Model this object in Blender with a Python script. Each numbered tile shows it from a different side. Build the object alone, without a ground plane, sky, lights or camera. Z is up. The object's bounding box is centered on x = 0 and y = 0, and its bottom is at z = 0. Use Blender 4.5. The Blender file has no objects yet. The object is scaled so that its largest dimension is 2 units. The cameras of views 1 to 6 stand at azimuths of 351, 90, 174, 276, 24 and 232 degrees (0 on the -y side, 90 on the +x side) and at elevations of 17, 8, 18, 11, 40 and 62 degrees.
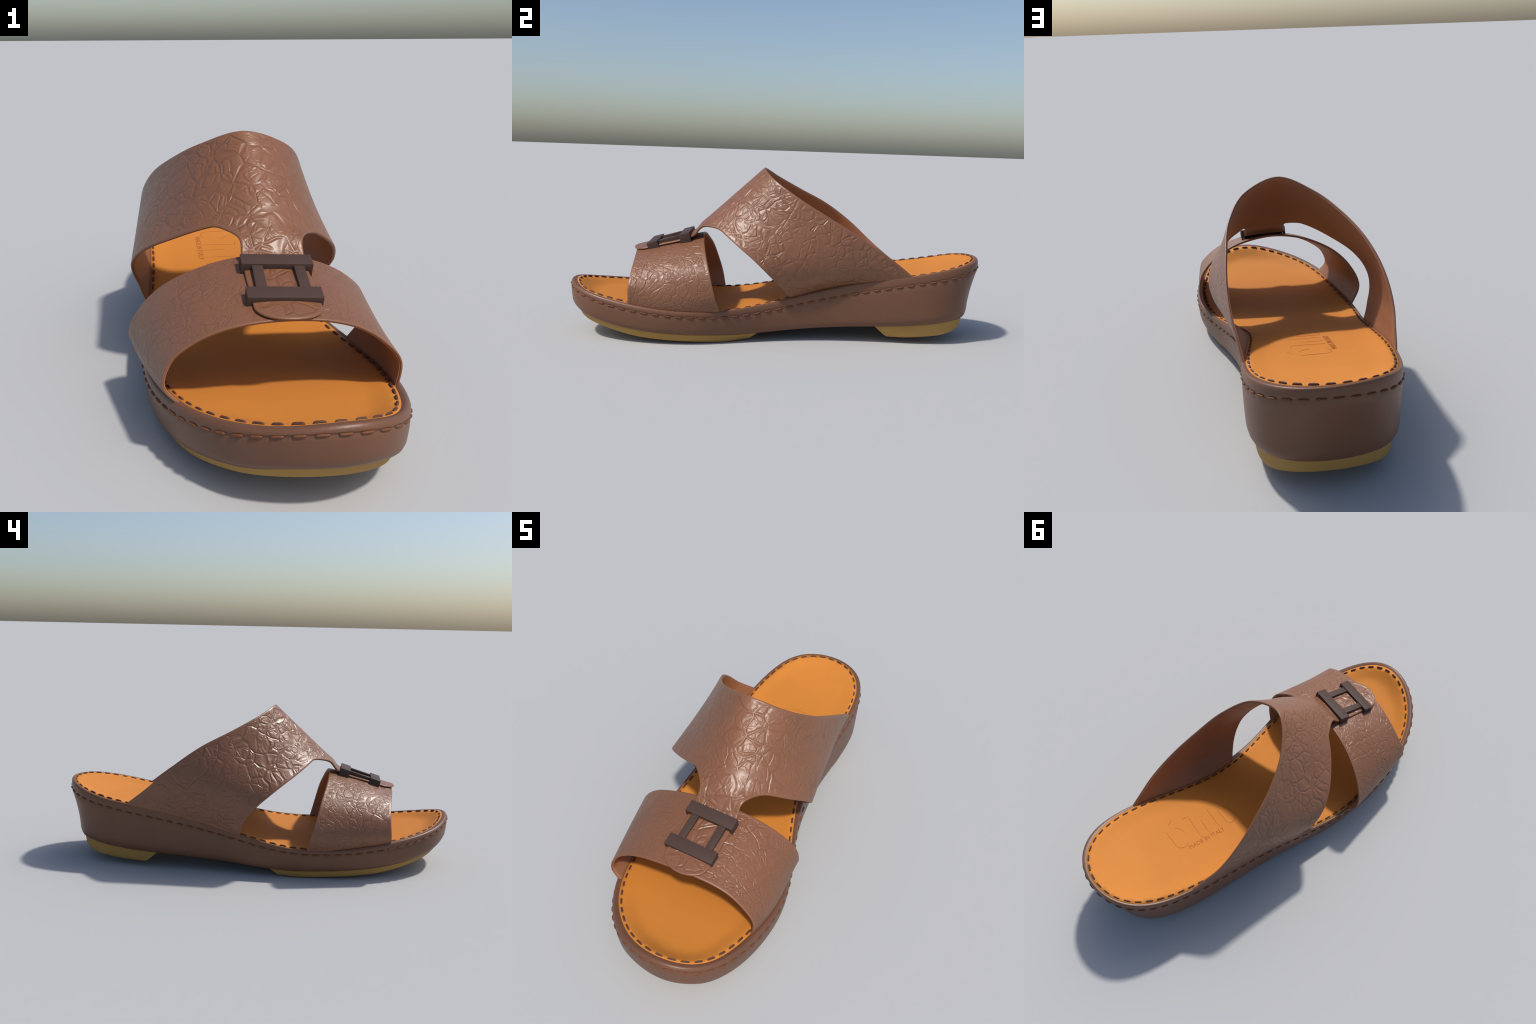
import bpy, math, random
import numpy as np
from mathutils import Vector, Matrix
from mathutils.geometry import delaunay_2d_cdt

random.seed(7)
A = np.array
COL = bpy.context.scene.collection

# ------------------------------------------------------------------ maths
def bspline_loop(cp, m=24):
    """closed uniform cubic B-spline through a ring of control points"""
    cp = A(cp, float); n = len(cp)
    t = np.linspace(0, 1, m, endpoint=False)[:, None]
    out = []
    for i in range(n):
        a, b, c, d = (cp[(i + k - 1) % n] for k in range(4))
        out.append(((1-t)**3*a + (3*t**3-6*t**2+4)*b + (-3*t**3+3*t**2+3*t+1)*c + t**3*d) / 6)
    return np.vstack(out)

def arclen(P, closed=False):
    Q = np.vstack([P, P[:1]]) if closed else P
    return np.r_[0, np.cumsum(np.linalg.norm(np.diff(Q, axis=0), axis=1))]

def resample_loop(P, n):
    l = arclen(P, True); Q = np.vstack([P, P[:1]])
    t = np.linspace(0, l[-1], n, endpoint=False)
    return np.stack([np.interp(t, l, Q[:, k]) for k in range(P.shape[1])], -1)

def smooth_ring(a, r, times=1):
    for _ in range(times):
        k = np.arange(-r, r + 1)
        a = sum(np.roll(a, i, 0) for i in k) / len(k)
    return a

class Curve:
    """Catmull-Rom curve through points, chord-length parametrised on given knots"""
    def __init__(self, pts, knots=None):
        self.p = A(pts, float)
        self.u = arclen(self.p) if knots is None else A(knots, float)
        n = len(self.p); T = np.zeros_like(self.p)
        for i in range(n):
            if i == 0: T[i] = (self.p[1]-self.p[0])/(self.u[1]-self.u[0])
            elif i == n-1: T[i] = (self.p[-1]-self.p[-2])/(self.u[-1]-self.u[-2])
            else:
                h0, h1 = self.u[i]-self.u[i-1], self.u[i+1]-self.u[i]
                T[i] = ((self.p[i]-self.p[i-1])/h0*h1 + (self.p[i+1]-self.p[i])/h1*h0)/(h0+h1)
        self.t = T
    def __call__(self, x):
        x = np.atleast_1d(A(x, float))
        i = np.clip(np.searchsorted(self.u, x) - 1, 0, len(self.u) - 2)
        h = self.u[i+1]-self.u[i]; w = ((x-self.u[i])/h)
        over = np.clip(x, self.u[0], self.u[-1]) - x
        w = np.clip(w, 0, 1)
        sh = (slice(None),) + (None,)*(self.p.ndim-1)
        h, w = h[sh], w[sh]
        v = ((2*w**3-3*w**2+1)*self.p[i] + (w**3-2*w**2+w)*h*self.t[i]
             + (-2*w**3+3*w**2)*self.p[i+1] + (w**3-w**2)*h*self.t[i+1])
        end = np.where((x < self.u[0])[sh], self.t[0], self.t[-1])
        return v - over[sh]*end

def smoothstep(a, b, x):
    t = np.clip((x-a)/(b-a), 0, 1); return t*t*(3-2*t)

def dist_to_poly(p, poly, closed=True):
    a = poly; b = np.roll(poly, -1, 0)
    if not closed: a, b = a[:-1], b[:-1]
    best = np.full(len(p), 1e9)
    for q0, q1 in zip(a, b):
        d = q1-q0; t = np.clip(((p-q0)@d)/max(d@d, 1e-12), 0, 1)
        best = np.minimum(best, np.linalg.norm(p-q0-t[:, None]*d, axis=1))
    return best

def inside(p, poly):
    x, y = p[:, 0], p[:, 1]; r = np.zeros(len(p), bool)
    for (x0, y0), (x1, y1) in zip(poly, np.roll(poly, -1, 0)):
        c = (y0 > y) != (y1 > y)
        with np.errstate(divide='ignore', invalid='ignore'):
            r ^= c & (x < (x1-x0)*(y-y0)/(y1-y0)+x0)
    return r

def fill(poly, step):
    """triangulate a 2D outline with an even net of inner points"""
    poly = A(poly, float); lo, hi = poly.min(0), poly.max(0)
    gx = np.arange(lo[0]+step*.5, hi[0], step); gy = np.arange(lo[1]+step*.5, hi[1], step*.87)
    g = A([(x + (step/2 if j % 2 else 0), y) for j, y in enumerate(gy) for x in gx])
    g = g[inside(g, poly)]
    g = g[dist_to_poly(g, poly) > step*.85]
    pts = np.vstack([poly, g]); n = len(poly)
    v, e, f, *_ = delaunay_2d_cdt([Vector(q) for q in pts], [], [list(range(n))], 1, 1e-7)
    return A([tuple(q) for q in v]), [tuple(t) for t in f], n

# ------------------------------------------------------------------ objects
def make_obj(name, verts, faces, mat, parent=None, smooth=True, angle=None):
    me = bpy.data.meshes.new(name)
    me.from_pydata([tuple(map(float, v)) for v in verts], [], [tuple(map(int, f)) for f in faces])
    me.validate(); me.update()
    me.polygons.foreach_set("use_smooth", [smooth]*len(me.polygons))
    ob = bpy.data.objects.new(name, me); COL.objects.link(ob)
    me.materials.append(mat)
    if angle: me.set_sharp_from_angle(angle=math.radians(angle))
    if parent: ob.parent = parent
    import bmesh
    bm = bmesh.new(); bm.from_mesh(me); bmesh.ops.recalc_face_normals(bm, faces=bm.faces); bm.to_mesh(me); bm.free()
    return ob

def rings_to_mesh(rings, cap_first=None, cap_last=None):
    """loft closed rings (equal counts); caps are (verts, faces, n) fills whose first n verts are the ring"""
    n = len(rings[0]); V = np.vstack(rings); F = []
    for r in range(len(rings)-1):
        for i in range(n):
            j = (i+1) % n; a = r*n
            F.append((a+i, a+j, a+n+j, a+n+i))
    V = [V]; base = n*len(rings)
    for cap, off in ((cap_first, 0), (cap_last, (len(rings)-1)*n)):
        if cap is None: continue
        cv, cf = cap
        V.append(cv[n:])
        F += [tuple(off+k if k < n else base+k-n for k in f) for f in cf]
        base += len(cv)-n
    return np.vstack(V), F

# ------------------------------------------------------------------ materials
def new_mat(name):
    m = bpy.data.materials.new(name); m.use_nodes = True
    nt = m.node_tree; b = nt.nodes["Principled BSDF"]
    return m, nt, b

def N(nt, kind, **kw):
    n = nt.nodes.new(kind)
    for k, v in kw.items(): setattr(n, k, v)
    return n

def math_node(nt, op, a, b=None, c=None):
    n = N(nt, "ShaderNodeMath", operation=op)
    for i, x in enumerate((a, b, c)):
        if x is None: continue
        if isinstance(x, (int, float)): n.inputs[i].default_value = x
        else: nt.links.new(x, n.inputs[i])
    return n.outputs[0]

def map_range(nt, x, a, b, c, d, smooth=True):
    n = N(nt, "ShaderNodeMapRange", interpolation_type='SMOOTHSTEP' if smooth else 'LINEAR')
    nt.links.new(x, n.inputs[0])
    for i, v in enumerate((a, b, c, d)): n.inputs[1+i].default_value = v
    return n.outputs[0]

def noise(nt, vec, scale, detail=3, rough=.5):
    n = N(nt, "ShaderNodeTexNoise"); n.inputs["Scale"].default_value = scale
    n.inputs["Detail"].default_value = detail; n.inputs["Roughness"].default_value = rough
    nt.links.new(vec, n.inputs["Vector"]); return n

def mix_col(nt, fac, a, b):
    n = N(nt, "ShaderNodeMix", data_type='RGBA')
    if isinstance(fac, (int, float)): n.inputs[0].default_value = fac
    else: nt.links.new(fac, n.inputs[0])
    for s, c in ((6, a), (7, b)):
        if isinstance(c, tuple): n.inputs[s].default_value = (*c, 1)
        else: nt.links.new(c, n.inputs[s])
    return n.outputs[2]

def bump(nt, bsdf, height, dist, strength=1.0):
    b = N(nt, "ShaderNodeBump"); b.inputs["Distance"].default_value = dist; b.inputs["Strength"].default_value = strength
    nt.links.new(height, b.inputs["Height"]); nt.links.new(b.outputs[0], bsdf.inputs["Normal"])

def creased_leather(name, base, dark, cell, depth, rough):
    m, nt, b = new_mat(name)
    co = N(nt, "ShaderNodeTexCoord").outputs["Object"]
    warp = noise(nt, co, 5.5, 2)
    sub = N(nt, "ShaderNodeVectorMath", operation='SUBTRACT'); nt.links.new(warp.outputs["Color"], sub.inputs[0]); sub.inputs[1].default_value = (.5, .5, .5)
    sc = N(nt, "ShaderNodeVectorMath", operation='SCALE'); nt.links.new(sub.outputs[0], sc.inputs[0]); sc.inputs["Scale"].default_value = .12
    add = N(nt, "ShaderNodeVectorMath", operation='ADD'); nt.links.new(co, add.inputs[0]); nt.links.new(sc.outputs[0], add.inputs[1])
    heights = []
    for k, (mul, w, amp, rot) in enumerate(((1, .13, 1.0, (0, 0, 0)), (1.4, .13, .75, (.7, .3, 1.1)), (2.6, .15, .30, (1.3, .9, .2)))):
        mp = N(nt, "ShaderNodeMapping"); mp.inputs["Rotation"].default_value = rot; mp.inputs["Location"].default_value = (1.7*k, .6*k, 2.3*k)
        nt.links.new(add.outputs[0], mp.inputs[0])
        vo = N(nt, "ShaderNodeTexVoronoi", feature='DISTANCE_TO_EDGE'); vo.inputs["Scale"].default_value = mul/cell
        nt.links.new(mp.outputs[0], vo.inputs["Vector"])
        line = map_range(nt, vo.outputs["Distance"], 0, w, 1, 0)
        fade = map_range(nt, noise(nt, mp.outputs[0], 6+3*k, 2).outputs["Fac"], .32, .54, .22, 1)
        heights.append(math_node(nt, 'MULTIPLY', math_node(nt, 'MULTIPLY', line, fade), amp))
    crease = math_node(nt, 'MAXIMUM', math_node(nt, 'MAXIMUM', heights[0], heights[1]), heights[2])
    puff = noise(nt, co, 16, 3).outputs["Fac"]
    grain = noise(nt, co, 260, 2).outputs["Fac"]
    rim = N(nt, "ShaderNodeAttribute", attribute_name="rim_distance").outputs["Fac"]
    crease = math_node(nt, 'MULTIPLY', crease, map_range(nt, rim, .003, .022, 0, 1))
    h = math_node(nt, 'SUBTRACT', math_node(nt, 'MULTIPLY', puff, .35), crease)
    h = math_node(nt, 'ADD', h, math_node(nt, 'MULTIPLY', grain, .05))
    bump(nt, b, h, depth)
    tone = map_range(nt, noise(nt, co, 3.5, 4).outputs["Fac"], .35, .65, 0, 1)
    c = mix_col(nt, tone, base, tuple(x*.93 for x in base))
    c = mix_col(nt, math_node(nt, 'MULTIPLY', crease, .25), c, dark)
    nt.links.new(c, b.inputs["Base Color"])
    b.inputs["Roughness"].default_value = rough
    b.inputs["Specular IOR Level"].default_value = .5
    return m

def plain(name, base, rough, grain_scale=200, grain=.0006, var=.06, spec=.5):
    m, nt, b = new_mat(name)
    co = N(nt, "ShaderNodeTexCoord").outputs["Object"]
    tone = map_range(nt, noise(nt, co, 5, 4).outputs["Fac"], .3, .7, 0, 1)
    nt.links.new(mix_col(nt, tone, tuple(x*(1+var) for x in base), tuple(x*(1-var) for x in base)), b.inputs["Base Color"])
    b.inputs["Roughness"].default_value = rough
    b.inputs["Specular IOR Level"].default_value = spec
    if grain: bump(nt, b, noise(nt, co, grain_scale, 3).outputs["Fac"], grain)
    return m

VAMP = creased_leather("creased_brown_leather", (.210, .088, .043), (.165, .064, .030), .074, .0029, .38)
TOE = creased_leather("fine_creased_brown_leather", (.210, .088, .043), (.165, .064, .030), .043, .0018, .39)
LINING = plain("smooth_tan_lining_leather", (.30, .130, .062), .55, 240, .0003)
SOLE = plain("smooth_brown_wrap_leather", (.146, .064, .034), .40, 260, .0004, .05, .38)
INSOLE = plain("orange_insole_leather", (.56, .200, .030), .7, 240, .0002, .02, .25)
MARK = plain("shade_darkened_orange_leather", (.39, .122, .018), .7, 240, .0002, .02, .25)  # insole orange darkened to paint in the shade along emboss edges
RUBBER = plain("ochre_rubber", (.37, .215, .060), .75, 150, .0004, .05, .3)
THREAD_IN = plain("dark_brown_thread", (.085, .037, .026), .65, 300, .0005, .06, .3)
THREAD_OUT = plain("rust_brown_thread", (.150, .056, .024), .65, 300, .0005, .06, .25)
METAL = plain("dark_brown_enamel", (.064, .038, .030), .55, 300, .0001, .03, .2)

# ------------------------------------------------------------------ sole outlines
INSOLE_EDGE = [(.134,-.990,.274),(-.059,-.939,.231),(-.233,-.758,.196),(-.300,-.511,.162),(-.353,-.243,.136),
    (-.320,.015,.192),(-.301,.282,.267),(-.306,.547,.322),(-.281,.780,.343),(-.205,.943,.403),(-.030,1.007,.409),
    (.140,.953,.396),(.227,.781,.359),(.217,.534,.312),(.169,.270,.267),(.210,.018,.193),(.310,-.232,.148),
    (.363,-.488,.152),(.336,-.727,.188),(.280,-.917,.223)]
STITCH_EDGE = [(.040,-1.003,.251),(-.143,-.913,.201),(-.275,-.708,.156),(-.350,-.453,.132),(-.344,-.175,.119),
    (-.321,.112,.191),(-.314,.410,.254),(-.313,.689,.295),(-.258,.903,.335),(-.110,1.006,.374),(.076,1.009,.375),
    (.214,.901,.339),(.246,.697,.300),(.216,.434,.254),(.216,.148,.189),(.274,-.126,.126),(.379,-.374,.124),
    (.382,-.625,.146),(.335,-.855,.182),(.221,-.999,.241)]
UNDERSIDE = Curve([(z,) for z in (.143,.132,.110,.090,.073,.056,.046,.040,.036,.040,.054,.064,.073,.079,.088,.104,.115,.122,.124)],
                  (-1.0,-.95,-.90,-.82,-.73,-.60,-.47,-.34,-.20,-.08,.09,.22,.36,.475,.62,.77,.86,.93,1.0))
NR = 480
E = resample_loop(bspline_loop(INSOLE_EDGE), NR)
for k in range(3): E[:, k] = smooth_ring(E[:, k], 4)
G = bspline_loop(STITCH_EDGE, 30)

def normals2d(L):
    t = np.roll(L, -1, 0)[:, :2]-np.roll(L, 1, 0)[:, :2]
    n = np.stack([t[:, 1], -t[:, 0]], -1); n /= np.linalg.norm(n, axis=1)[:, None]
    c = L[:, :2].mean(0)
    return n if ((L[:, :2]-c)*n).sum() > 0 else -n
NE = normals2d(E)
# where the outward normal of the insole edge meets the stitch line
D = np.empty(NR); ZS = np.empty(NR)
for i in range(NR):
    q = G[:, :2]-E[i, :2]; along = q@NE[i]; side = np.abs(q@A([-NE[i][1], NE[i][0]]))
    ok = np.where((np.abs(along) < .09))[0]
    k = ok[side[ok].argsort()[:2]]; w = 1/(side[k]+1e-5); w /= w.sum()
    D[i] = along[k]@w; ZS[i] = G[k, 2]@w
D = smooth_ring(np.clip(D, .012, .05), 6, 2); ZS = smooth_ring(ZS, 6, 2)
H = E[:, 2]-ZS
y_e = E[:, 1]

def ring(off, z):
    off = np.broadcast_to(off, NR)
    return np.column_stack([E[:, :2]+NE*off[:, None], np.broadcast_to(z, NR)])

zE_left = None
def edge_z(y):
    """height of the insole edge over the length of the shoe"""
    return np.interp(y, EZ_Y, EZ_Z)
order = np.argsort(y_e); ys = y_e[order]; zs = E[order, 2]
EZ_Y = np.linspace(ys[0], ys[-1], 160)
EZ_Z = A([zs[np.abs(ys-y) < .02].mean() for y in EZ_Y])
EPOLY = E[::3, :2]

def insole_z(xy):
    d = dist_to_poly(xy, EPOLY)
    ends = np.clip(np.abs(xy[:, 1]), 0, 1)
    dish = .010+.008*smoothstep(.55, .9, -xy[:, 1])
    return edge_z(xy[:, 1]) - dish*smoothstep(.0, .085, d)

def edge_x(y, side):
    s = (E[:, 0] > .0) if side > 0 else (E[:, 0] <= .0)
    s = s & (np.abs(y_e) < .9)
    o = np.argsort(y_e[s]); return np.interp(y, y_e[s][o], E[s][o, 0])

# ------------------------------------------------------------------ root
root = bpy.data.objects.new("leather_sandal", None); COL.objects.link(root)
root["label"] = "brown leather slide sandal with orange footbed and buckle"
root["category"] = "sandal"

# ------------------------------------------------------------------ wrapped midsole
heel = smoothstep(.1, .8, y_e); toe = smoothstep(-.7, -.97, y_e)
back = heel*np.clip(NE[:, 1], 0, 1)**2
LEAN = .003+.001*heel+.042*back
CURL = .019+.009*toe
ZB = UNDERSIDE(y_e + NE[:, 1]*(D-LEAN-CURL))[:, 0]
WALL = ZS-ZB
ch = np.minimum((.034+.010*toe+.018*heel), WALL*.5)
prof = []
prof.append(ring(-.012, E[:, 2]-.022))
prof.append(ring(-.006, E[:, 2]-.008))
prof.append(ring(.000, E[:, 2]-.0005))
CREST = .0012+.0024*smoothstep(-.3, -.85, y_e)
prof.append(ring(.15*D, E[:, 2]+.15*CREST))
prof.append(ring(.38*D, E[:, 2]+.62*CREST))
prof.append(ring(.62*D, E[:, 2]+CREST))
prof.append(ring(.77*D, E[:, 2]+.55*CREST-.02*H))
prof.append(ring(.89*D, E[:, 2]-.10*H))
prof.append(ring(.97*D, E[:, 2]-.30*H))
prof.append(ring(1.01*D, E[:, 2]-.60*H))
prof.append(ring(1.00*D, E[:, 2]-.84*H))
prof.append(ring(1.00*D-.0025, ZS+.001))
prof.append(ring(1.00*D-.0025, ZS-.003))
prof.append(ring(1.00*D, ZS-.010))
for f in (.15, .3, .5, .7, .85, 1.0):
    z = ZS-.010-(WALL-.010-ch)*f
    prof.append(ring(D+.0015*math.sin(math.pi*f)-LEAN*(1-(1-f)**1.6), z))
for a in (.25, .5, .75, .93, 1.0):
    t = a*math.pi/2
    prof.append(ring(D-LEAN-CURL*(1-math.cos(t))**1.0, ZB+ch*(1-math.sin(t))**1.0))
BOTTOM = prof[-1].copy()
prof.append(ring(D-LEAN-CURL-.012, ZB+.001))
last = prof[-1]
top_v, top_f, _ = fill(prof[0][:, :2], .06)
bv, bf, _ = fill(last[:, :2], .05)
capa = np.column_stack([top_v, edge_z(top_v[:, 1])-.035]); capa[:NR] = prof[0]
capb = np.column_stack([bv, UNDERSIDE(bv[:, 1])[:, 0]+.002]); capb[:NR] = last
V, F = rings_to_mesh(prof, (capa, top_f), (capb, bf))
midsole = make_obj("midsole", V, F, SOLE, root)

# ------------------------------------------------------------------ insole, its marks drawn as shaded edges
loop = ring(.001, E[:, 2])
iv, jf, _ = fill(loop[:, :2], .018)
top = np.column_stack([iv, insole_z(iv)]); top[:NR] = ring(.001, E[:, 2]+.0005)
skirt = [ring(.001, E[:, 2]-.012), ring(.001, E[:, 2]-.001)]
V, F = rings_to_mesh([skirt[0], top[:NR]], None, (top, jf))
insole = make_obj("insole", V, F, INSOLE, root)

def tube(name, lines, r, mat, parent, lift):
    """thin raised strokes on the insole, modelled for the shaded sides of the embossed letters"""
    V, F = [], []
    for L in lines:
        L = A(L, float); c = Curve(L); u = np.linspace(c.u[0], c.u[-1], max(3, int(c.u[-1]/.004)+2))
        P = c(u) if len(L) > 2 else L[0]+(L[1]-L[0])*np.linspace(0, 1, len(u))[:, None]
        t = np.gradient(P, axis=0); t /= np.linalg.norm(t, axis=1)[:, None]
        n = np.stack([-t[:, 1], t[:, 0]], -1); z = insole_z(P)+lift; o = len(V)
        w = r*np.sin(np.linspace(.15, math.pi-.15, len(P)))**.4
        for i in range(len(P)):
            for a in range(6):
                an = a*math.pi/3
                q = P[i]+n[i]*w[i]*math.cos(an); V.append((q[0], q[1], z[i]+w[i]*.8*math.sin(an)))
        for i in range(len(P)-1):
            for a in range(6):
                b = (a+1) % 6; F.append((o+i*6+a, o+i*6+b, o+i*6+6+b, o+i*6+6+a))
        F.append(tuple(o+a for a in range(6))); F.append(tuple(o+(len(P)-1)*6+a for a in range(6)))
    return make_obj(name, V, F, mat, parent)

# word drawn in mark space: a runs toward the toe, b toward the right side
def mk(a, b): return (-.088+b, .582-a)
strokes = [
    [mk(.030, .138), mk(.060, .153)],
    [mk(.002, .112), mk(.006, .012)],
    [mk(.006, .012), mk(.020, .000), mk(.048, -.002), mk(.066, .010)],
    [mk(.048, .112), mk(.068, .090), mk(.078, .064)],
    [mk(.104, .130), mk(.136, .130)], [mk(.136, .130), mk(.132, .002)], [mk(.132, .002), mk(.143, .000)],
    [mk(.180, .082), mk(.178, .002)], [mk(.178, .002), mk(.186, .000)],
    [mk(.190, .096), mk(.200, .096)],
    [mk(.238, .128), mk(.238, .000)],
    [mk(.280, .088), mk(.284, .006)],
    [mk(.284, .006), mk(.298, -.006), mk(.322, -.004), mk(.336, .012)],
    [mk(.318, .084), mk(.338, .064), mk(.344, .040)],
]
tube("word_shade_strokes", strokes, .0010, MARK, insole, .0002)

fc = bpy.data.curves.new("pressed_lettering", 'FONT'); fc.body = "MADE IN ITALY"; fc.size = .030; fc.space_character = 1.02
fc.resolution_u = 3; fc.align_x = 'LEFT'
tmp = bpy.data.objects.new("lettering_helper", fc); COL.objects.link(tmp)
dg = bpy.context.evaluated_depsgraph_get()
tm = bpy.data.meshes.new_from_object(tmp.evaluated_get(dg))
tv = A([tuple(v.co) for v in tm.vertices]); tf = [tuple(p.vertices) for p in tm.polygons]
bpy.data.objects.remove(tmp); bpy.data.meshes.remove(tm)
tv[:, 0] *= .20/tv[:, 0].max()
txy = np.column_stack([-.117+tv[:, 1], .530-tv[:, 0]])
tz = insole_z(txy)
n = len(tv)
V = np.vstack([np.column_stack([txy, tz+.0009]), np.column_stack([txy, tz-.001])])
from collections import Counter
ec = Counter()
for f in tf:
    for a, b in zip(f, f[1:]+f[:1]): ec[(min(a, b), max(a, b))] += 1
F = tf+[tuple(n+k for k in reversed(f)) for f in tf]+[(a, b, b+n, a+n) for (a, b), c in ec.items() if c == 1]
make_obj("pressed_lettering", V, F, MARK, insole, smooth=False)

# ------------------------------------------------------------------ stitches
def stitch_mesh(name, length, wid, hei, mat, flat):
    V, F = [], []; ns, na = 13, 10
    for i in range(ns):
        u = -1+2*i/(ns-1)
        w = max(0, 1-abs(u)**flat)**.5
        drop = -hei*.55*abs(u)**5
        for a in range(na):
            an = 2*math.pi*a/na
            V.append((u*length/2, wid/2*max(w, .02)*math.cos(an), drop+hei*max(w, .02)*math.sin(an)*.8))
    for i in range(ns-1):
        for a in range(na):
            b = (a+1) % na; F.append((i*na+a, i*na+b, i*na+na+b, i*na+na+a))
    F.append(tuple(range(na))); F.append(tuple((ns-1)*na+a for a in range(na)))
    ob = make_obj(name, V, F, mat, None)
    me = ob.data; bpy.data.objects.remove(ob); return me

def sew(name, me, path, up, parent, pitch, jitter):
    l = arclen(path, True); n = int(round(l[-1]/pitch))
    Q = np.vstack([path, path[:1]]); U = np.vstack([up, up[:1]])
    for k in range(n):
        s = (k+.35)*l[-1]/n
        p, p0, p1, u = (A([np.interp((s+o) % l[-1], l, X[:, c]) for c in range(3)])
                        for X, o in ((Q, 0), (Q, -.014), (Q, .014), (U, 0)))
        p = (p+p0+p1)/3
        x = Vector(p1-p0).normalized(); z = Vector(u); z = (z-x*z.dot(x)).normalized(); y = z.cross(x)
        ob = bpy.data.objects.new(name, me); COL.objects.link(ob); ob.parent = parent
        M = Matrix((x, y, z)).transposed().to_4x4()
        M = M @ Matrix.Rotation(random.uniform(-jitter, jitter), 4, 'Z') @ Matrix.Diagonal((random.uniform(.94, 1.06), random.uniform(.92, 1.08), 1, 1))
        M.translation = Vector(p); ob.matrix_world = M

inset = -.0090
p_in = ring(inset, 0); p_in[:, 2] = insole_z(p_in[:, :2])+.0012
sew("insole_stitch", stitch_mesh("insole_stitch", .035, .0080, .0058, THREAD_IN, 6), p_in, np.tile([0, 0, 1.], (NR, 1)), insole, .0505, .04)
p_out = ring(D-.0010, ZS-.001)
sew("side_stitch", stitch_mesh("side_stitch", .038, .0080, .0076, THREAD_OUT, 4), p_out, np.column_stack([NE, np.full(NR, .18)]), midsole, .0535, .05)

# ------------------------------------------------------------------ rubber outsoles
def sole_patch(name, y_lo, y_hi, floor, side_in, cut_lo, cut_hi):
    B = BOTTOM.copy()
    poly = B[(B[:, 1] > y_lo) & (B[:, 1] < y_hi)]
    # the kept run of the loop, put in order, closed by a straight cut
    idx = np.where((B[:, 1] > y_lo) & (B[:, 1] < y_hi))[0]
    br = np.where(np.diff(idx) > 1)[0]
    if len(br): idx = np.r_[idx[br[0]+1:], idx[:br[0]+1]]
    run = B[idx]
    cut = np.linspace(run[-1], run[0], 40)[1:-1]
    L = resample_loop(np.vstack([run, cut])[:, :2], 300)
    n2 = normals2d(L); y = L[:, 1]
    n2 = smooth_ring(n2, 5); n2 /= np.linalg.norm(n2, axis=1)[:, None]
    straight = np.minimum(dist_to_poly(L, cut[:, :2], False)*40, 1)
    straight = 1-straight
    zt = UNDERSIDE(y)[:, 0]
    cutdir = cut_lo if cut_lo else cut_hi
    rings = []
    for t, drop in ((0, -.012), (0, 0), (.25, .30), (.62, .72), (.86, .95), (1.15, 1.0)):
        P = L-n2*(side_in*t+.0035)
        # the cut end leans inward, carrying the nearby sides with it
        ycut = cut[:, 1].mean(); P[:, 1] += math.copysign(1, L[:, 1].mean()-ycut)*abs(cutdir)*t*smoothstep(.16, 0, np.abs(P[:, 1]-ycut))
        zb = floor(P[:, 1])[:, 0]
        z = zt+.0 if drop == 0 else (zt+.012 if drop < 0 else None)
        if z is None: z = zt+(np.minimum(zb, zt-.001)-zt)*drop
        rings.append(np.column_stack([P, z]))
    v, f, _ = fill(rings[-1][:, :2], .04)
    cap = np.column_stack([v, floor(v[:, 1])[:, 0]]); cap[:len(L)] = rings[-1]
    tv, tfc, _ = fill(rings[0][:, :2], .06)
    capt = np.column_stack([tv, UNDERSIDE(tv[:, 1])[:, 0]+.012]); capt[:len(L)] = rings[0]
    V, F = rings_to_mesh(rings, (capt, tfc), (cap, f))
    return make_obj(name, V, F, RUBBER, root, angle=50)

FLOOR_T = Curve([(z,) for z in (.110,.074,.053,.027,.013,.006,.0005,.005,.013)], (-.975,-.87,-.78,-.65,-.5,-.38,-.25,-.15,-.09))
FLOOR_H = Curve([(z,) for z in (.030,.028,.028,.036,.049,.070,.082)], (.44,.53,.6,.72,.83,.905,.95))
sole_patch("front_outsole", -2, -.08, FLOOR_T, .013, 0, .040)
sole_patch("heel_outsole", .472, 2, FLOOR_H, .010, .060, 0)

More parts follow.
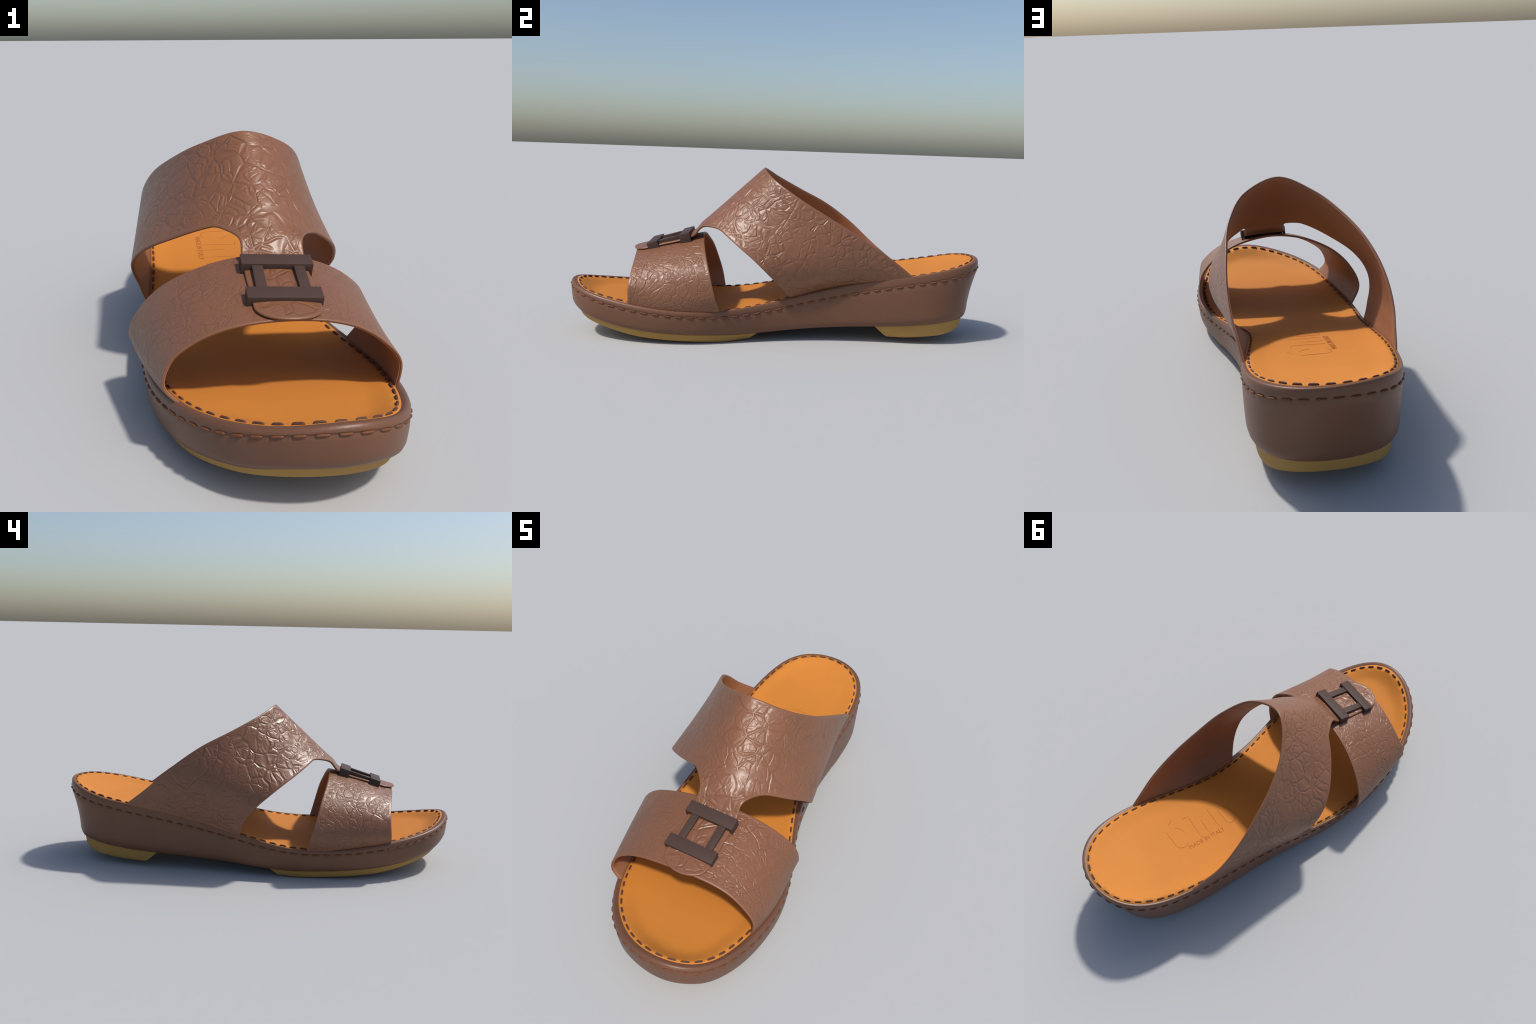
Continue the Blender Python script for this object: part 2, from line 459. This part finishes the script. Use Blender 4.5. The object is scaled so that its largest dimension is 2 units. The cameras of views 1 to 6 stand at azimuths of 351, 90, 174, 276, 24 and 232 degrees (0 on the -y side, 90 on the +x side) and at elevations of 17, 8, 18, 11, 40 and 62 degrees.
# ------------------------------------------------------------------ strap sheets
def shell(name, surf, outline, step, o_out, o_in, mat, parent, inset=0.0):
    """solid leather sheet with a rounded rim: outline in the sheet's own (s, q) space"""
    poly = A(outline, float)
    v, f, n = fill(poly, step)
    s, q = v[:, 0], v[:, 1]
    P = surf(s, q); e = 2e-3
    du = surf(s+e, q)-surf(s-e, q); dv = surf(s, q+e)-surf(s, q-e)
    nn = np.cross(du, dv); nn /= np.linalg.norm(nn, axis=1)[:, None]
    if nn[:, 2].mean() < 0: nn = -nn
    R = P[:n]; t = np.roll(R, -1, 0)-np.roll(R, 1, 0); t /= np.linalg.norm(t, axis=1)[:, None]
    out = np.cross(t, nn[:n]); out /= np.linalg.norm(out, axis=1)[:, None]
    c = (np.roll(poly, -1, 0)[:, 0]*poly[:, 1]-poly[:, 0]*np.roll(poly, -1, 0)[:, 1]).sum()
    # outward: away from the nearest inner point
    inner = P[n:]
    k = [np.linalg.norm(inner-R[i], axis=1).argmin() for i in range(0, n, 7)]
    sgn = sum(np.sign(out[i]@(R[i]-inner[j])) for i, j in zip(range(0, n, 7), k))
    if sgn < 0: out = -out
    r = (o_out-o_in)/2; mid = (o_out+o_in)/2
    Vt = P+nn*o_out; Vb = P+nn*o_in
    m = len(v); V = [Vt, Vb]; F = [tuple(x) for x in f]+[tuple(m+k for k in reversed(x)) for x in f]
    Vt[:n] -= out*(r*.9+inset)[..., None] if np.ndim(inset) else out*(r*.9+inset)
    Vb[:n] -= out*(r*.9+inset)
    prev = np.arange(n); base = 2*m
    for a in (.25, .5, .75):
        an = math.pi*(.5-a)
        V.append(P[:n]+nn[:n]*(mid+r*math.sin(an))-out*(r*.9*(1-math.cos(an))+inset))
        cur = base+np.arange(n); base += n
        for i in range(n):
            j = (i+1) % n; F.append((prev[i], prev[j], cur[j], cur[i]))
        prev = cur
    cur = m+np.arange(n)
    for i in range(n):
        j = (i+1) % n; F.append((prev[i], prev[j], cur[j], cur[i]))
    ob = make_obj(name, np.vstack(V), F, mat, parent)
    # how far each point lies from the cut edge, to keep the creases off the rim
    near = A([np.linalg.norm(R-p, axis=1).min() for p in P])
    rim = np.zeros(len(ob.data.vertices)); rim[:m] = near; rim[m:2*m] = near
    at = ob.data.attributes.new("rim_distance", 'FLOAT', 'POINT'); at.data.foreach_set("value", rim)
    return ob

def half_knots(pts, mid):
    """-1 at the left base, 0 on the ridge, +1 at the right base, by arc length"""
    l = arclen(A(pts)); k = np.where(l <= l[mid], (l-l[mid])/l[mid], (l-l[mid])/(l[-1]-l[mid]))
    return k

def with_base(surf, q_lo, q_hi, y_l, y_r, reach, sink=.006, out=.006):
    """pull the lower ends of a sheet onto the line where it is sewn into the sole"""
    def g(s, q):
        P = surf(s, q)
        for side, (y0, y1) in ((-1, y_l), (1, y_r)):
            t = np.clip((q-q_lo)/(q_hi-q_lo), 0, 1)
            B = surf(np.full_like(s, side), q)
            y = B[:, 1]
            T = np.column_stack([edge_x(y, side)+side*out, y, edge_z(y)-sink])
            w = smoothstep(1-reach, 1.0, side*s)
            P = P+w[:, None]*(T-B)
        return P
    return g

# ---- toe strap
T_FRONT = [(-.250,-.685,.180),(-.292,-.681,.232),(-.272,-.677,.296),(-.211,-.678,.346),(-.142,-.684,.377),(-.069,-.690,.394),
    (.010,-.692,.400),(.085,-.690,.397),(.162,-.683,.384),(.235,-.679,.360),(.300,-.681,.318),(.350,-.685,.258),(.341,-.684,.186)]
T_BACK = [(-.336,-.273,.150),(-.382,-.294,.233),(-.345,-.319,.322),(-.277,-.338,.392),(-.189,-.355,.440),(-.096,-.364,.470),
    (.005,-.366,.481),(.103,-.360,.471),(.198,-.349,.444),(.283,-.332,.396),(.349,-.308,.324),(.361,-.284,.230),(.309,-.261,.148)]
tf_c, tb_c = Curve(T_FRONT, half_knots(T_FRONT, 6)), Curve(T_BACK, half_knots(T_BACK, 6))
def toe_raw(s, q):
    q = q[:, None]; bul = 4*q*(1-q)
    P = tf_c(s)*(1-q)+tb_c(s)*q
    P[:, 2] += (bul[:, 0])*.004
    return P
toe_surf = with_base(toe_raw, 0, 1, (-.685, -.273), (-.684, -.261), .22)
def line(a, b, n): return [tuple(x) for x in np.linspace(a, b, n, endpoint=False)]
def fillet(a, c, b, n=8):
    """quadratic round from a to b about corner c"""
    a, b, c = map(A, (a, b, c)); t = np.linspace(0, 1, n, endpoint=False)[:, None]
    return [tuple(x) for x in (1-t)**2*a+2*t*(1-t)*c+t*t*b]
# sheet space is squeezed in q so that the net comes out even
def scaled(surf, k): return lambda s, q: surf(s, q/k)
kq = .62
toe_out = [(-1, 0)] + line((-.995, 0), (1, 0), 260) + line((1, 0), (1, kq), 80) + line((1, kq), (-1, kq), 260) + line((-1, kq), (-1, 0), 80)
toe_out = toe_out[1:]
toe_strap = shell("toe_strap", scaled(toe_surf, kq), toe_out, .013, .0045, -.0025, TOE, root)
shell("toe_strap_lining", scaled(toe_surf, kq), toe_out, .02, -.0015, -.0055, LINING, toe_strap, .003)

# ---- vamp with tongue
V_BACK = [(-.291,.641,.324),(-.326,.515,.427),(-.320,.392,.536),(-.281,.261,.630),(-.218,.125,.701),(-.125,.005,.766),
    (.011,-.072,.814),(.155,-.026,.763),(.227,.096,.680),(.250,.238,.597),(.259,.381,.514),(.250,.520,.425),(.217,.650,.328)]
V_FRONT = [(-.314,.057,.206),(-.343,.037,.263),(-.364,.006,.318),(-.370,-.037,.368),(-.356,-.086,.411),(-.326,-.132,.447),
    (-.237,-.214,.503),(-.131,-.280,.550),(-.040,-.316,.572),(.040,-.328,.577),(.115,-.316,.562),(.190,-.284,.525),(.246,-.234,.488),
    (.289,-.177,.446),(.311,-.122,.404),(.317,-.073,.360),(.304,-.031,.318),(.280,.005,.279),(.250,.036,.241),(.216,.067,.204)]
vb_c, vf_c = Curve(V_BACK, half_knots(V_BACK, 6)), Curve(V_FRONT, half_knots(V_FRONT, 9))
TC, TW, ST = .046, .097, .180     # tongue centre, half width, its share of the sheet
def toe_height(x, y):
    """top of the toe strap near its ridge"""
    t = np.clip((y+.688)/.322, -.1, 1.2)
    zc = .400+(.481-.400)*t
    return zc+.004*4*np.clip(t, 0, 1)*(1-np.clip(t, 0, 1))-.85*(x-.012)**2
TONGUE_Y = A([-.372,-.405,-.440,-.480,-.560,-.640,-.720])
TONGUE_LIFT = A([.058,.026,.0125,.0092,.0092,.0100,.0125])
TQ = 1+(-.328-TONGUE_Y)/.2
def vamp_raw(s, q):
    B, Fr = vb_c(s), vf_c(s)
    qq = np.clip(q, None, 1)[:, None]
    P = B+(Fr-B)*qq
    P += 0
    fwd = q > 1
    if fwd.any():
        sf = s[fwd]; x = TC+sf/ST*TW
        F0 = vf_c(sf); d0 = (F0-vb_c(sf))*.62
        rows = [F0]
        for y, lift in zip(TONGUE_Y, TONGUE_LIFT):
            crown = .45*(1-smoothstep(.37, .46, -y))
            rows.append(np.column_stack([x, np.full_like(x, y), toe_height(x, y)+lift]))
        rows = A(rows); kn = np.r_[1, TQ]
        # Hermite along the tongue, starting in the direction of the vamp
        T = np.gradient(rows, kn, axis=0); T[0] = d0
        i = np.clip(np.searchsorted(kn, q[fwd])-1, 0, len(kn)-2); h = kn[i+1]-kn[i]; w = np.clip((q[fwd]-kn[i])/h, 0, 1)
        h, w = h[:, None], w[:, None]; c = np.arange(len(sf))
        P[fwd] = ((2*w**3-3*w**2+1)*rows[i, c]+(w**3-2*w**2+w)*h*T[i, c]+(-2*w**3+3*w**2)*rows[i+1, c]+(w**3-w**2)*h*T[i+1, c])
    return P
vamp_surf = with_base(vamp_raw, 0, 1, (.641, .057), (.65, .067), .13)
kv = .5
QT = 1+(-.328+.706)/.2          # tongue tip
SL = ST*.97
tip0 = QT-.38
out = line((-1, 0), (1, 0), 300)+line((1, 0), (1, kv), 90)
out += line((1, kv), (ST+.11, kv), 150)
out += fillet((ST+.11, kv), (SL+.02, kv), (SL, kv*1.27), 16)
out += line((SL, kv*1.27), (SL, kv*tip0), 60)
ang = np.linspace(0, math.pi, 48, endpoint=False)
out += [(SL*math.cos(a), kv*(tip0+(QT-tip0)*math.sin(a)**.9)) for a in ang]
out += line((-SL, kv*tip0), (-SL, kv*1.17), 60)
out += [tuple(x) for x in A(fillet((-ST-.045, kv), (-SL-.008, kv), (-SL, kv*1.17), 16)+[(-SL, kv*1.17)])[::-1][:-1]]
out += line((-ST-.045, kv), (-1, kv), 150)+line((-1, kv), (-1, 0), 90)
vamp = shell("vamp", scaled(vamp_surf, kv), out, .012, .0055, -.0030, VAMP, root)
# the lining stops short of the tongue
ang = np.linspace(0, math.pi, 30, endpoint=False)
lin = [p for p in out if p[1] <= kv*1.45]
shell("vamp_lining", scaled(vamp_surf, kv), lin, .02, -.0015, -.0055, LINING, vamp, .003)

# ------------------------------------------------------------------ buckle
def box_mesh(name, boxes, mat, parent, M, bev):
    import bmesh
    bm = bmesh.new()
    for (x0, x1, y0, y1, z0, z1) in boxes:
        r = bmesh.ops.create_cube(bm, size=1)
        for v in r['verts']:
            v.co = Vector(((x0+x1)/2+v.co.x*(x1-x0), (y0+y1)/2+v.co.y*(y1-y0), (z0+z1)/2+v.co.z*(z1-z0)))
    bmesh.ops.bevel(bm, geom=bm.edges[:], offset=bev, segments=2, profile=.6, affect='EDGES')
    me = bpy.data.meshes.new(name); bm.to_mesh(me); bm.free()
    me.transform(M); me.materials.append(mat)
    me.polygons.foreach_set("use_smooth", [True]*len(me.polygons)); me.set_sharp_from_angle(angle=math.radians(35))
    ob = bpy.data.objects.new(name, me); COL.objects.link(ob); ob.parent = parent; return ob

def arch_bar(name, w, d, h, leg, slot, rnd, mat, parent, M):
    """bridge-shaped bar: straight top, two legs, rounded slot for the tongue below"""
    import bmesh
    pr = [(-w/2, -h), (-w/2, 0), (w/2, 0), (w/2, -h), (w/2-leg, -h)]
    for a in np.linspace(0, math.pi/2, 5): pr.append((w/2-leg-rnd+rnd*math.cos(a), -h+slot-rnd+rnd*math.sin(a)))
    for a in np.linspace(math.pi/2, math.pi, 5): pr.append((-w/2+leg+rnd+rnd*math.cos(a), -h+slot-rnd+rnd*math.sin(a)))
    pr.append((-w/2+leg, -h))
    bm = bmesh.new()
    f0 = bm.faces.new([bm.verts.new((x, -d/2, z)) for x, z in pr])
    r = bmesh.ops.extrude_face_region(bm, geom=[f0])
    for v in r['geom']:
        if isinstance(v, bmesh.types.BMVert): v.co.y += d
    bmesh.ops.recalc_face_normals(bm, faces=bm.faces)
    bm.normal_update()
    sharp = [e for e in bm.edges if len(e.link_faces) == 2 and e.calc_face_angle(0) > .9]
    bmesh.ops.bevel(bm, geom=sharp, offset=.0016, segments=2, profile=.6, affect='EDGES')
    me = bpy.data.meshes.new(name); bm.to_mesh(me); bm.free()
    me.transform(M); me.materials.append(mat)
    me.polygons.foreach_set("use_smooth", [True]*len(me.polygons)); me.set_sharp_from_angle(angle=math.radians(35))
    ob = bpy.data.objects.new(name, me); COL.objects.link(ob); ob.parent = parent; return ob

bx = Vector((.2065, -.004, -.0115)).normalized()
by = Vector((0, .207, .0615)); by = (by-bx*by.dot(bx)).normalized()
bz = bx.cross(by)
MB = Matrix((bx, by, bz)).transposed().to_4x4(); MB.translation = Vector((.046, -.5305, .4725))
buckle = bpy.data.objects.new("buckle", None); COL.objects.link(buckle); buckle.parent = root
BW, BD, BL = .2080, .052, .213
for yc in (-(BL-BD)/2, (BL-BD)/2):
    arch_bar("crossbar", BW, BD, .046, .0080, .0215, .008, METAL, buckle, MB @ Matrix.Translation((0, yc, 0)))
for xc in (-.0590, .0620):
    box_mesh("side_bar", [(xc-.0155, xc+.0155, -(BL/2-BD)-.003, BL/2-BD+.003, -.0240, -.0045)], METAL, buckle, MB, .0015)
